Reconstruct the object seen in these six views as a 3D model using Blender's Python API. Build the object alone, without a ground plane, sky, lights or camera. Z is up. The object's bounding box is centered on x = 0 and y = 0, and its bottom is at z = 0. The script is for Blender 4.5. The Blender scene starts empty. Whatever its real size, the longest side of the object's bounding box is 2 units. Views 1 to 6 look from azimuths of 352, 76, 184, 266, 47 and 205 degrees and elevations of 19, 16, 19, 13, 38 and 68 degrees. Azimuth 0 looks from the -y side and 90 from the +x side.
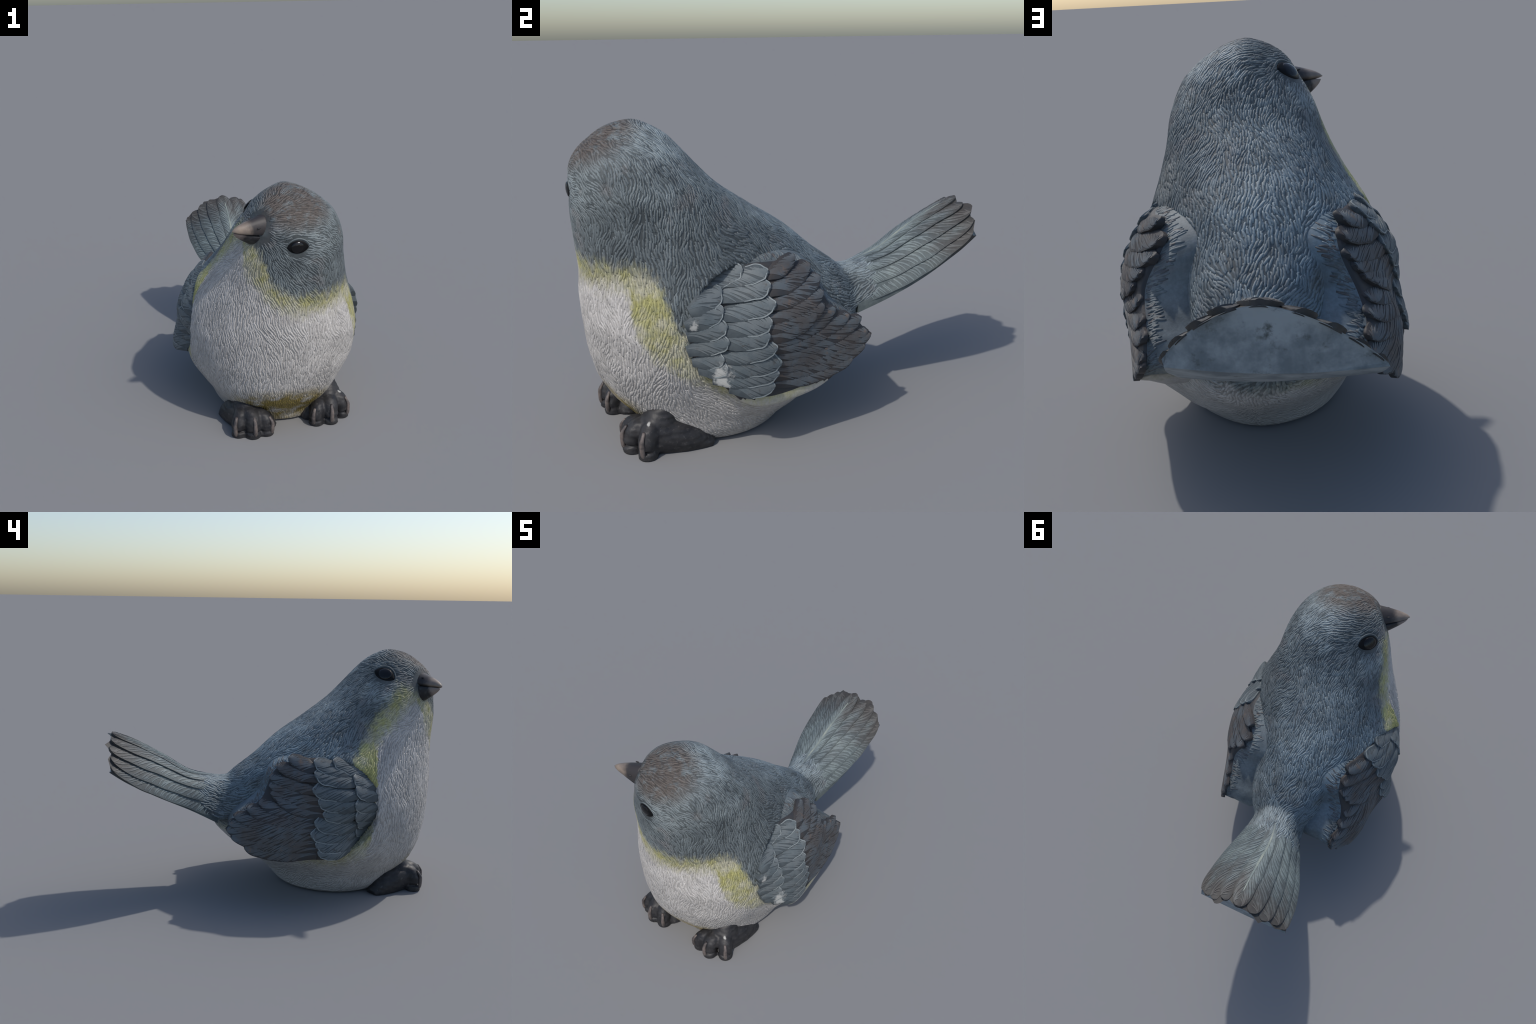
# A painted resin garden bird: plump titmouse with its head turned to its right.
import bpy, bmesh, math, random
import numpy as np
from mathutils import Vector, noise
from mathutils.bvhtree import BVHTree

random.seed(7)
RNG = np.random.default_rng(7)
COL = bpy.context.scene.collection


# ------------------------------------------------------------------ helpers
def link(name, me, parent=None, mats=()):
    ob = bpy.data.objects.new(name, me)
    COL.objects.link(ob)
    for m in mats:
        me.materials.append(m)
    if parent:
        ob.parent = parent
    return ob


def make_mesh(name, verts, faces, smooth=True):
    me = bpy.data.meshes.new(name)
    me.from_pydata([tuple(map(float, v)) for v in verts], [], [tuple(map(int, f)) for f in faces])
    if smooth:
        me.polygons.foreach_set("use_smooth", [True] * len(me.polygons))
    me.update()
    return me


def fix_normals(me):
    bm = bmesh.new(); bm.from_mesh(me)
    bmesh.ops.recalc_face_normals(bm, faces=bm.faces)
    bm.to_mesh(me); bm.free()
    me.update()


def pchip(x, y, q):
    """Monotone cubic interpolation of columns of y."""
    x = np.asarray(x, float); y = np.asarray(y, float); q = np.asarray(q, float)
    if y.ndim == 1:
        y = y[:, None]
    h = np.diff(x)[:, None]; d = np.diff(y, axis=0) / h
    m = np.zeros_like(y)
    a, b = d[:-1], d[1:]
    w1 = 2 * h[1:] + h[:-1]; w2 = h[1:] + 2 * h[:-1]
    same = a * b > 0
    with np.errstate(divide="ignore", invalid="ignore"):
        hm = (w1 + w2) / (w1 / a + w2 / b)
    m[1:-1] = np.where(same, hm, 0)
    m[0], m[-1] = d[0], d[-1]
    i = np.clip(np.searchsorted(x, q) - 1, 0, len(x) - 2)
    t = ((q - x[i]) / (x[i + 1] - x[i]))[:, None]
    H = h[i]
    return ((2 * t**3 - 3 * t**2 + 1) * y[i] + (t**3 - 2 * t**2 + t) * H * m[i]
            + (-2 * t**3 + 3 * t**2) * y[i + 1] + (t**3 - t**2) * H * m[i + 1])


def loft(rings, cap=True):
    """Closed tube through rings of equal length -> verts, faces."""
    n = len(rings[0]); verts = [v for r in rings for v in r]; faces = []
    for i in range(len(rings) - 1):
        for j in range(n):
            k = (j + 1) % n
            faces.append((i * n + j, i * n + k, (i + 1) * n + k, (i + 1) * n + j))
    if cap:
        faces.append(tuple(range(n))[::-1])
        faces.append(tuple(range((len(rings) - 1) * n, len(rings) * n)))
    return verts, faces


def remeshed(verts, faces, voxel, smooth_it):
    me = make_mesh("tmp", verts, faces)
    fix_normals(me)
    ob = link("tmp", me)
    r = ob.modifiers.new("r", "REMESH"); r.mode = "VOXEL"; r.voxel_size = voxel
    s = ob.modifiers.new("s", "SMOOTH"); s.factor = 0.5; s.iterations = smooth_it
    dg = bpy.context.evaluated_depsgraph_get()
    out = bpy.data.meshes.new_from_object(ob.evaluated_get(dg))
    bpy.data.objects.remove(ob)
    out.polygons.foreach_set("use_smooth", [True] * len(out.polygons))
    return out


def mesh_arrays(me):
    V = np.empty(len(me.vertices) * 3); me.vertices.foreach_get("co", V); V = V.reshape(-1, 3)
    N = np.empty(len(me.vertices) * 3); me.vertices.foreach_get("normal", N); N = N.reshape(-1, 3)
    return V, N


def sstep(a, b, x):
    t = np.clip((x - a) / (b - a), 0, 1)
    return t * t * (3 - 2 * t)


def unit(v):
    v = np.asarray(v, float)
    return v / (np.linalg.norm(v, axis=-1, keepdims=True) + 1e-12)


# ------------------------------------------------------------------ materials
class Nodes:
    def __init__(self, name):
        self.mat = bpy.data.materials.new(name); self.mat.use_nodes = True
        self.t = self.mat.node_tree; self.t.nodes.clear()
        self.out = self.t.nodes.new("ShaderNodeOutputMaterial")
        self.bsdf = self.t.nodes.new("ShaderNodeBsdfPrincipled")
        self.t.links.new(self.bsdf.outputs[0], self.out.inputs[0])
        tc = self.t.nodes.new("ShaderNodeTexCoord")
        self.P = tc.outputs["Object"]
        s = self.t.nodes.new("ShaderNodeSeparateXYZ"); self.t.links.new(self.P, s.inputs[0])
        self.x, self.y, self.z = s.outputs

    def put(self, sock, v):
        if hasattr(v, "is_linked") or isinstance(v, bpy.types.NodeSocket):
            self.t.links.new(v, sock)
        else:
            sock.default_value = v

    def math(self, op, a, b=None, c=None, clamp=False):
        n = self.t.nodes.new("ShaderNodeMath"); n.operation = op; n.use_clamp = clamp
        self.put(n.inputs[0], a)
        if b is not None: self.put(n.inputs[1], b)
        if c is not None: self.put(n.inputs[2], c)
        return n.outputs[0]

    def ramp(self, v, a, b, lo=0.0, hi=1.0):
        """smooth step of v from a to b -> lo..hi"""
        n = self.t.nodes.new("ShaderNodeMapRange"); n.interpolation_type = "SMOOTHSTEP"
        self.put(n.inputs[0], v); self.put(n.inputs[1], a); self.put(n.inputs[2], b)
        self.put(n.inputs[3], lo); self.put(n.inputs[4], hi)
        return n.outputs[0]

    def noise(self, scale, detail=3.0, rough=0.55, vec=None, stretch=None):
        v = vec or self.P
        if stretch:
            m = self.t.nodes.new("ShaderNodeMapping"); m.inputs["Scale"].default_value = stretch
            self.t.links.new(v, m.inputs[0]); v = m.outputs[0]
        n = self.t.nodes.new("ShaderNodeTexNoise")
        self.t.links.new(v, n.inputs["Vector"])
        n.inputs["Scale"].default_value = scale; n.inputs["Detail"].default_value = detail
        n.inputs["Roughness"].default_value = rough
        return n.outputs["Fac"]

    def mix(self, f, a, b, mode="MIX"):
        n = self.t.nodes.new("ShaderNodeMix"); n.data_type = "RGBA"; n.blend_type = mode
        self.put(n.inputs["Factor"], f)
        for s, v in ((n.inputs["A"], a), (n.inputs["B"], b)):
            s = [q for q in n.inputs if q.name == s.name and q.type == "RGBA"][0]
            self.put(s, (*v, 1.0) if isinstance(v, tuple) and len(v) == 3 else v)
        return [o for o in n.outputs if o.type == "RGBA"][0]

    def curve(self, v, lo, hi, pts):
        """Float curve through pts (x in lo..hi)."""
        q = self.ramp_lin(v, lo, hi)
        n = self.t.nodes.new("ShaderNodeFloatCurve")
        c = n.mapping.curves[0]
        P = [((a - lo) / (hi - lo), b / 2.0) for a, b in pts]
        c.points[0].location = P[0]; c.points[1].location = P[-1]
        for p in P[1:-1]:
            c.points.new(*p)
        for p in c.points: p.handle_type = "AUTO_CLAMPED"
        n.mapping.update()
        self.t.links.new(q, n.inputs["Value"])
        return self.math("MULTIPLY", n.outputs[0], 2.0)

    def ramp_lin(self, v, a, b):
        n = self.t.nodes.new("ShaderNodeMapRange")
        self.put(n.inputs[0], v); n.inputs[1].default_value = a; n.inputs[2].default_value = b
        return n.outputs[0]

    def ball(self, c, r0, r1, scale=(1, 1, 1)):
        """1 inside r0 of point c, 0 outside r1 (axis-scaled)."""
        n = self.t.nodes.new("ShaderNodeVectorMath"); n.operation = "SUBTRACT"
        self.t.links.new(self.P, n.inputs[0]); n.inputs[1].default_value = c
        k = self.t.nodes.new("ShaderNodeVectorMath"); k.operation = "MULTIPLY"
        self.t.links.new(n.outputs[0], k.inputs[0]); k.inputs[1].default_value = scale
        l = self.t.nodes.new("ShaderNodeVectorMath"); l.operation = "LENGTH"
        self.t.links.new(k.outputs[0], l.inputs[0])
        return l.outputs["Value"], r0, r1

    def finish(self, color, rough=0.6, bump=None, bump_strength=0.3, bump_dist=0.004, spec=0.35):
        self.put(self.bsdf.inputs["Base Color"], color)
        self.put(self.bsdf.inputs["Roughness"], rough)
        self.bsdf.inputs["Specular IOR Level"].default_value = spec
        if bump is not None:
            b = self.t.nodes.new("ShaderNodeBump")
            b.inputs["Strength"].default_value = bump_strength; b.inputs["Distance"].default_value = bump_dist
            self.t.links.new(bump, b.inputs["Height"])
            self.t.links.new(b.outputs[0], self.bsdf.inputs["Normal"])
        return self.mat


def srgb(r, g, b):
    f = lambda c: (c / 255 / 12.92) if c / 255 <= 0.04045 else ((c / 255 + 0.055) / 1.055) ** 2.4
    return (f(r), f(g), f(b))


# palette (albedo, sRGB)
SLATE = srgb(116, 124, 126)
SLATE_DARK = srgb(86, 93, 96)
SLATE_LIGHT = srgb(150, 160, 162)
BROWN = srgb(91, 84, 79)
WHITE = srgb(184, 180, 176)
YELLOW = srgb(158, 154, 101)
OCHRE = srgb(132, 116, 62)
CHIP = srgb(188, 187, 182)

# borders between hood and yellow, yellow and white: height as a function of the bearing
# round the bird's upright axis (0 = front, positive = the bird's left, radians)
AXIS = (0.05, -0.52)
HOOD_EDGE = [(-3.1416, 0.40), (-2.3, 0.36), (-1.95, 0.40), (-1.80, 0.80), (-1.76, 0.88), (-1.69, 0.945), (-1.51, 1.023), (-1.27, 1.106),
             (-1.03, 1.181), (-0.81, 1.235), (-0.62, 1.22), (-0.5, 1.18), (-0.41, 1.126), (-0.31, 1.083), (-0.25, 1.003), (-0.17, 0.93),
             (-0.04, 0.897), (0.14, 0.877), (0.45, 0.868), (1.01, 0.868), (1.15, 0.842), (1.25, 0.775), (1.34, 0.706), (1.42, 0.605), (1.54, 0.508),
             (1.72, 0.416), (2.1, 0.36), (3.1416, 0.40)]
WHITE_EDGE = [(-3.1416, 0.44), (-2.6, 0.30), (-2.01, 0.25), (-1.70, 0.30), (-1.56, 0.40), (-1.49, 0.86), (-1.42, 0.952), (-1.23, 1.013),
              (-1.03, 1.074), (-0.83, 1.136), (-0.69, 1.165), (-0.62, 1.10), (-0.57, 1.024), (-0.51, 0.985), (-0.38, 0.911), (-0.22, 0.841),
              (-0.04, 0.797), (0.17, 0.777), (0.77, 0.785), (0.91, 0.756), (0.97, 0.687), (1.04, 0.578), (1.20, 0.485), (1.44, 0.409),
              (1.66, 0.345), (2.2, 0.25), (2.6, 0.33), (3.1416, 0.44)]


def plumage(name, tone, hood_shift=0.0):
    """Painted plumage; tone < 1 for the darker ground between the strokes, > 1 for the lighter raised strokes."""
    n = Nodes(name)
    wob = n.math("MULTIPLY", n.math("SUBTRACT", n.noise(9.0, 4.0, 0.65), 0.5), 0.10)
    fine = n.math("MULTIPLY", n.math("SUBTRACT", n.noise(36.0, 3.0, 0.6, stretch=(1.5, 1.5, 0.6)), 0.5), 0.12)
    jit = n.math("ADD", wob, fine)
    dx = n.math("SUBTRACT", n.x, AXIS[0])
    dy = n.math("SUBTRACT", AXIS[1], n.y)
    phi = n.math("ADD", n.math("ARCTAN2", dx, dy), n.math("MULTIPLY", n.math("SUBTRACT", n.noise(13.0, 4.0, 0.65), 0.5), 0.22))
    zz = n.math("ADD", n.z, jit)
    hood = n.curve(phi, -math.pi, math.pi, HOOD_EDGE)
    white = n.curve(phi, -math.pi, math.pi, WHITE_EDGE)
    m_hood = n.ramp(n.math("SUBTRACT", zz, hood), -0.055, 0.045)
    m_white = n.ramp(n.math("SUBTRACT", white, zz), -0.06, 0.06)
    # slate hood with lighter and darker patches
    big = n.math("ADD", n.math("MULTIPLY", n.noise(4.0, 3.0, 0.5), 0.6), n.math("MULTIPLY", n.noise(15.0, 3.0, 0.6), 0.4))
    slate = n.mix(n.ramp(big, 0.36, 0.62), SLATE_DARK, SLATE)
    slate = n.mix(n.ramp(n.noise(7.5, 4.0, 0.6), 0.52, 0.68, 0.0, 0.65), slate, srgb(108, 106, 106))
    slate = n.mix(n.ramp(n.noise(5.5, 3.0, 0.5), 0.58, 0.75, 0.0, 0.75), slate, SLATE_LIGHT)
    d, a, b = n.ball((-0.35, 0.05, 0.85), 0.20, 0.75)  # right side and back tinted bluer: the scan's sky light baked into the slate
    slate = n.mix(n.math("MULTIPLY", n.ramp(d, a, b, 0.75, 0.0), n.ramp(n.noise(8.0, 3.0, 0.6), 0.30, 0.60)), slate, srgb(108, 126, 137))
    d, a, b = n.ball((0.20, -0.62, 1.38), 0.06, 0.24)
    nape = n.ramp(d, a, b, 0.75, 0.0)
    d, a, b = n.ball((-0.19, -0.62, 1.20), 0.03, 0.16, (1, 1, 1.5))
    nape = n.math("MAXIMUM", nape, n.ramp(d, a, b, 0.6, 0.0))
    slate = n.mix(n.math("MULTIPLY", nape, n.ramp(n.noise(14, 3, 0.6), 0.3, 0.6)), slate, SLATE_LIGHT)
    for c, r0, r1, f in (((-0.05, -0.02, 0.92), 0.05, 0.30, 0.65), ((-0.06, -0.33, 1.12), 0.05, 0.26, 0.5), ((-0.05, 0.36, 0.69), 0.04, 0.22, 0.7)):
        d, a, b = n.ball(c, r0, r1)
        slate = n.mix(n.math("MULTIPLY", n.ramp(d, a, b, f, 0.0), n.ramp(n.noise(11, 3, 0.6), 0.28, 0.55)), slate, SLATE_LIGHT)
    d, a, b = n.ball((0.44, -0.40, 0.85), 0.12, 0.36)  # left shoulder darkened in colour, following shading captured by the scan
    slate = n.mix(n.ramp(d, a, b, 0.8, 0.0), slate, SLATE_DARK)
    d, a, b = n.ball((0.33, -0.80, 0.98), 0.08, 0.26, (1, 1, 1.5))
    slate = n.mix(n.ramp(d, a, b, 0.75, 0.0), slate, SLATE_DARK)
    d, a, b = n.ball((0.09, -0.86, 1.36), 0.12, 0.25, (1, 1, 1.2))
    crown = n.math("MULTIPLY", n.ramp(d, a, b, 1.0, 0.0), n.ramp(n.noise(16, 4, 0.7), 0.30, 0.55))
    slate = n.mix(crown, slate, BROWN)
    pale = n.mix(n.ramp(n.noise(6.0, 4.0, 0.6), 0.35, 0.7), WHITE, tuple(c * 0.82 for c in WHITE))
    # ochre flush low between the legs
    d, a, b = n.ball((0.03, -0.90, 0.12), 0.16, 0.31, (0.70, 1, 1.5))
    flush = n.math("MULTIPLY", n.ramp(d, a, b, 1.0, 0.0), n.ramp(n.noise(11, 3, 0.6), 0.25, 0.55))
    pale = n.mix(flush, pale, OCHRE)
    yel = n.mix(n.ramp(n.noise(9.0, 3.0, 0.6), 0.36, 0.62), YELLOW, tuple(0.45 * a + 0.55 * b for a, b in zip(YELLOW, WHITE)))
    yel = n.mix(n.ramp(n.noise(13.0, 3.0, 0.6, stretch=(1.0, 1.0, 1.7)), 0.5, 0.72, 0.0, 0.7), yel, tuple(0.5 * a + 0.5 * b for a, b in zip(YELLOW, SLATE)))
    d, a, b = n.ball((-0.33, -0.56, 0.95), 0.12, 0.42)
    yel = n.mix(n.math("MULTIPLY", n.ramp(d, a, b, 0.8, 0.0), n.ramp(n.noise(10.0, 3.0, 0.6), 0.3, 0.6)), yel, srgb(178, 176, 112))
    col = n.mix(m_white, yel, pale)
    col = n.mix(m_hood, col, slate)
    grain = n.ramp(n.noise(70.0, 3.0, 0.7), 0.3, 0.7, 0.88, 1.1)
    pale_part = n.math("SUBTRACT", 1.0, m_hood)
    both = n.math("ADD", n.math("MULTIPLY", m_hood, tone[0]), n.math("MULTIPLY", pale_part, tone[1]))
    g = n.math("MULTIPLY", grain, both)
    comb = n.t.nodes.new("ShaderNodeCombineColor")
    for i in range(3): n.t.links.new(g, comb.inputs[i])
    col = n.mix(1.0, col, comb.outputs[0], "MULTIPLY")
    return n.finish(col, 0.62, n.noise(120.0, 3.0, 0.6), 0.25, 0.003)


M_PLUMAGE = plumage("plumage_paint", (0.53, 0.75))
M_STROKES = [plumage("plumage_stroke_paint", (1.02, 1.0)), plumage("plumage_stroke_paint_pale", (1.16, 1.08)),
             plumage("plumage_stroke_paint_deep", (0.86, 0.92))]


def simple(name, a, b, scale=14.0, rough=0.6, spec=0.35, c=None, lo=0.35, hi=0.65, chips=()):
    n = Nodes(name)
    col = n.mix(n.ramp(n.noise(scale, 5.0, 0.65), lo, hi), a, b)
    if c:
        col = n.mix(n.ramp(n.noise(scale * 2.3, 4.0, 0.7), 0.55, 0.75), col, c)
    for centre, r in chips:   # spots where the paint has chipped to the white ground
        d, p0, p1 = n.ball(centre, r * 0.45, r * 1.15, (1.0, 1.3, 0.8))
        d = n.math("ADD", d, n.math("MULTIPLY", n.math("SUBTRACT", n.noise(46.0, 5.0, 0.7), 0.5), r * 2.6))
        col = n.mix(n.ramp(d, p0, p1, 0.8, 0.0), col, CHIP)
    return n.finish(col, rough, n.noise(90.0, 4.0, 0.6), 0.3, 0.003, spec)


WING_CHIPS = [((0.555, -0.43, 0.41), 0.050), ((0.545, -0.535, 0.64), 0.026)]
M_PRIMARY = simple("wing_feather_paint", srgb(56, 58, 61), srgb(66, 61, 59), 9.0)
M_PRIMARY_BARB = simple("wing_barb_paint", srgb(92, 99, 104), srgb(86, 83, 82), 9.0, c=srgb(112, 97, 87))
M_COVERT = simple("covert_feather_paint", srgb(68, 75, 79), srgb(82, 89, 92), 9.0, chips=WING_CHIPS)
M_COVERT_BARB = simple("covert_barb_paint", srgb(92, 101, 105), srgb(106, 112, 114), 12.0, c=srgb(82, 80, 78), chips=WING_CHIPS)
M_CHARCOAL = simple("foot_paint", srgb(35, 35, 38), srgb(50, 49, 50), 22.0, 0.5, c=srgb(76, 74, 73),
                    chips=[((0.235, -0.79, 0.165), 0.014), ((0.385, -0.735, 0.150), 0.012)])


def tail_material(name, tone):
    n = Nodes(name)
    wob = n.math("MULTIPLY", n.math("SUBTRACT", n.noise(13.0, 4.0, 0.65, stretch=(1.0, 0.4, 1.0)), 0.5), 0.55)
    f = n.ramp(n.math("ADD", n.y, wob), 0.62, 0.96, 0.0, 0.8)
    base = n.mix(n.ramp(n.noise(7.0, 3, 0.6), 0.35, 0.65), srgb(116, 127, 130), srgb(138, 150, 150))
    col = n.mix(f, base, srgb(88, 79, 74))
    g = n.math("MULTIPLY", n.ramp(n.noise(60.0, 3.0, 0.7), 0.3, 0.7, 0.88, 1.1), tone)
    comb = n.t.nodes.new("ShaderNodeCombineColor")
    for i in range(3): n.t.links.new(g, comb.inputs[i])
    col = n.mix(1.0, col, comb.outputs[0], "MULTIPLY")
    return n.finish(col, 0.62, n.noise(110.0, 3.0, 0.6), 0.25, 0.003)


M_FRINGE = simple("worn_feather_rim", srgb(120, 128, 130), srgb(142, 148, 148), 12.0)
M_TAIL = tail_material("tail_feather_paint", 0.46)
M_TAIL_BARB = tail_material("tail_barb_paint", 0.78)
M_SHAFT = simple("feather_shaft_paint", srgb(116, 126, 124), srgb(148, 154, 144), 10.0)
M_RESIN = simple("bare_resin", srgb(112, 122, 128), srgb(160, 168, 172), 8.0, 0.55, c=srgb(86, 92, 92))
M_CHIP = simple("chipped_white", srgb(215, 214, 210), srgb(230, 230, 226), 20.0, 0.5)
M_CLAW = simple("claw_paint", srgb(112, 102, 97), srgb(66, 62, 62), 24.0, 0.5)


def eye_material():
    n = Nodes("eye_gloss")
    col = n.mix(n.ramp(n.noise(30, 3), 0.4, 0.7), srgb(13, 13, 15), srgb(22, 22, 24))
    n.bsdf.inputs["Coat Weight"].default_value = 0.0
    n.bsdf.inputs["Coat Roughness"].default_value = 0.08
    return n.finish(col, 0.5, None, spec=0.12)


M_EYE = eye_material()
M_BEAD = simple("eyeball_gloss", srgb(11, 11, 13), srgb(16, 16, 18), 12.0, 0.05, 0.4)

# ------------------------------------------------------------------ the bird's root
bird = bpy.data.objects.new("bird_figurine", None)
COL.objects.link(bird)
bird["label"] = "plump painted songbird figurine, grey hood, white breast, head turned"
bird["category"] = "bird figurine"

# outer face of the folded wing: x = side * f(y, z), a thin-plate sheet over a few posts (|x|, y, z)
WING_POSTS = {-1: np.array([(0.460, -0.52, 0.70), (0.468, -0.54, 0.56), (0.421, -0.48, 0.42), (0.426, -0.40, 0.79), (0.532, -0.38, 0.62), (0.521, -0.36, 0.48), (0.562, -0.30, 0.34), (0.351, -0.20, 0.85), (0.460, -0.20, 0.72), (0.493, -0.18, 0.56), (0.531, -0.15, 0.42), (0.525, -0.08, 0.32), (0.317, 0.00, 0.80), (0.400, 0.00, 0.66), (0.512, 0.02, 0.50), (0.510, 0.12, 0.36), (0.408, 0.10, 0.60), (0.456, 0.18, 0.50), (0.409, 0.29, 0.45)]),
    1: np.array([(0.527, -0.52, 0.70), (0.533, -0.54, 0.56), (0.543, -0.48, 0.42), (0.426, -0.40, 0.79), (0.540, -0.38, 0.62), (0.564, -0.36, 0.48), (0.560, -0.30, 0.34), (0.416, -0.20, 0.85), (0.501, -0.20, 0.72), (0.545, -0.18, 0.56), (0.531, -0.15, 0.42), (0.505, -0.08, 0.32), (0.338, 0.00, 0.80), (0.455, 0.00, 0.66), (0.478, 0.02, 0.50), (0.453, 0.12, 0.36), (0.420, 0.10, 0.60), (0.414, 0.18, 0.50), (0.379, 0.29, 0.45)])}
WING_RIM = [(-0.56, 0.593), (-0.55, 0.69), (-0.491, 0.768), (-0.393, 0.827), (-0.296, 0.854), (-0.174, 0.855), (-0.075, 0.832),
            (0.006, 0.795), (0.046, 0.743), (0.066, 0.69), (0.084, 0.645), (0.115, 0.608), (0.188, 0.565), (0.25, 0.518), (0.297, 0.45),
            (0.257, 0.392), (0.168, 0.345), (0.036, 0.320), (-0.10, 0.305), (-0.251, 0.302), (-0.332, 0.318), (-0.411, 0.350),
            (-0.51, 0.425), (-0.553, 0.507)]


class Sheet:
    def __init__(self, posts, side, dx=0.0):
        self.q = posts[:, 1:]; n = len(posts); self.side = side; self.dx = dx
        d = np.linalg.norm(self.q[:, None] - self.q[None], axis=2)
        K = np.where(d > 0, d**2 * np.log(d + 1e-9), 0) + np.eye(n) * 1e-4
        A = np.c_[np.ones(n), self.q]
        self.w = np.linalg.solve(np.block([[K, A], [A.T, np.zeros((3, 3))]]), np.r_[posts[:, 0], 0, 0, 0]); self.n = n

    def f(self, p):
        d = np.linalg.norm(p[:, None] - self.q[None], axis=2)
        return np.where(d > 0, d**2 * np.log(d + 1e-9), 0) @ self.w[:self.n] + self.w[self.n] + p @ self.w[self.n + 1:]

    def __call__(self, p):
        p = np.asarray(p, float)
        e = 2e-3
        x = self.f(p)
        gy = (self.f(p + [e, 0]) - x) / e; gz = (self.f(p + [0, e]) - x) / e
        P = np.c_[self.side * (x + self.dx), p]
        N = unit(np.c_[np.full(len(p), self.side), -gy, -gz] * np.array([1, 1, 1]))
        return P, N


# ------------------------------------------------------------------ body: stack of level sections
# height, axis x, axis y, then twelve radii round the axis (every 30 degrees from the bird's left, over its back)
BODY = [
    (0.004, 0.033, -0.420, (0.303, 0.316, 0.335, 0.371, 0.360, 0.331, 0.312, 0.305, 0.322, 0.335, 0.338, 0.304)),
    (0.060, 0.027, -0.420, (0.350, 0.363, 0.385, 0.423, 0.388, 0.361, 0.353, 0.354, 0.358, 0.343, 0.356, 0.357)),
    (0.130, 0.015, -0.420, (0.384, 0.426, 0.478, 0.491, 0.430, 0.387, 0.374, 0.375, 0.402, 0.402, 0.409, 0.396)),
    (0.200, 0.000, -0.420, (0.428, 0.527, 0.536, 0.576, 0.493, 0.434, 0.411, 0.407, 0.448, 0.461, 0.472, 0.439)),
    (0.300, -0.010, -0.430, (0.473, 0.596, 0.598, 0.716, 0.564, 0.495, 0.461, 0.442, 0.467, 0.504, 0.513, 0.494)),
    (0.420, -0.007, -0.452, (0.511, 0.558, 0.584, 0.825, 0.610, 0.525, 0.483, 0.462, 0.474, 0.507, 0.531, 0.530)),
    (0.550, -0.004, -0.469, (0.516, 0.540, 0.572, 0.836, 0.601, 0.528, 0.488, 0.464, 0.470, 0.500, 0.533, 0.536)),
    (0.680, 0.003, -0.495, (0.492, 0.515, 0.555, 0.766, 0.586, 0.515, 0.471, 0.441, 0.448, 0.483, 0.503, 0.503)),
    (0.800, 0.018, -0.530, (0.447, 0.464, 0.520, 0.648, 0.554, 0.482, 0.434, 0.410, 0.417, 0.442, 0.452, 0.441)),
    (0.920, 0.041, -0.554, (0.383, 0.400, 0.450, 0.535, 0.480, 0.408, 0.379, 0.382, 0.404, 0.427, 0.433, 0.406)),
    (1.040, 0.061, -0.581, (0.334, 0.339, 0.357, 0.381, 0.368, 0.340, 0.331, 0.354, 0.397, 0.408, 0.404, 0.368)),
    (1.160, 0.077, -0.623, (0.300, 0.290, 0.268, 0.260, 0.265, 0.278, 0.298, 0.318, 0.356, 0.362, 0.361, 0.333)),
    (1.270, 0.076, -0.676, (0.258, 0.238, 0.217, 0.210, 0.206, 0.214, 0.234, 0.256, 0.289, 0.297, 0.296, 0.279)),
    (1.360, 0.065, -0.700, (0.178, 0.165, 0.155, 0.151, 0.142, 0.140, 0.158, 0.184, 0.192, 0.196, 0.197, 0.189)),
    (1.420, 0.058, -0.700, (0.073, 0.064, 0.058, 0.056, 0.051, 0.048, 0.059, 0.076, 0.087, 0.096, 0.093, 0.082)),
    (1.437, 0.058, -0.700, (0.015, 0.015, 0.015, 0.015, 0.015, 0.015, 0.015, 0.015, 0.016, 0.025, 0.022, 0.015)),
]


def body_rings(n=96):
    B = np.array([(z, ax, ay, *r) for z, ax, ay, r in BODY])
    zq = np.concatenate([np.linspace(0.004, 1.28, 64), np.linspace(1.29, 1.437, 22)])
    Q = pchip(B[:, 0], B[:, 1:], zq)
    k = B.shape[1] - 3
    u = np.arange(n) * k / n
    i = u.astype(int); t = u - i
    rings = []
    for z, q in zip(zq, Q):
        r = q[2:]
        p0, p1, p2, p3 = r[(i - 1) % k], r[i], r[(i + 1) % k], r[(i + 2) % k]
        rr = 0.5 * (2 * p1 + (p2 - p0) * t + (2 * p0 - 5 * p1 + 4 * p2 - p3) * t**2 + (3 * p1 - p0 - 3 * p2 + p3) * t**3)
        a = 2 * math.pi * np.arange(n) / n
        rings.append(np.stack([q[0] + rr * np.cos(a), q[1] + rr * np.sin(a), np.full(n, z)], 1))
    return rings


# tail section corners: right low, left low, apex, along s
TAIL_S = [0.0, 0.3, 0.6, 0.85, 1.0]
TAIL_RL = [(-0.212, 0.34, 0.425), (-0.280, 0.50, 0.525), (-0.352, 0.68, 0.623), (-0.390, 0.85, 0.716), (-0.412, 1.0, 0.822)]
TAIL_LL = [(0.115, 0.34, 0.455), (0.126, 0.50, 0.522), (0.137, 0.68, 0.616), (0.134, 0.85, 0.722), (0.106, 1.0, 0.822)]
TAIL_AP = [(-0.045, 0.34, 0.672), (-0.080, 0.50, 0.710), (-0.093, 0.68, 0.815), (-0.104, 0.85, 0.902), (-0.120, 1.0, 0.960)]


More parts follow.
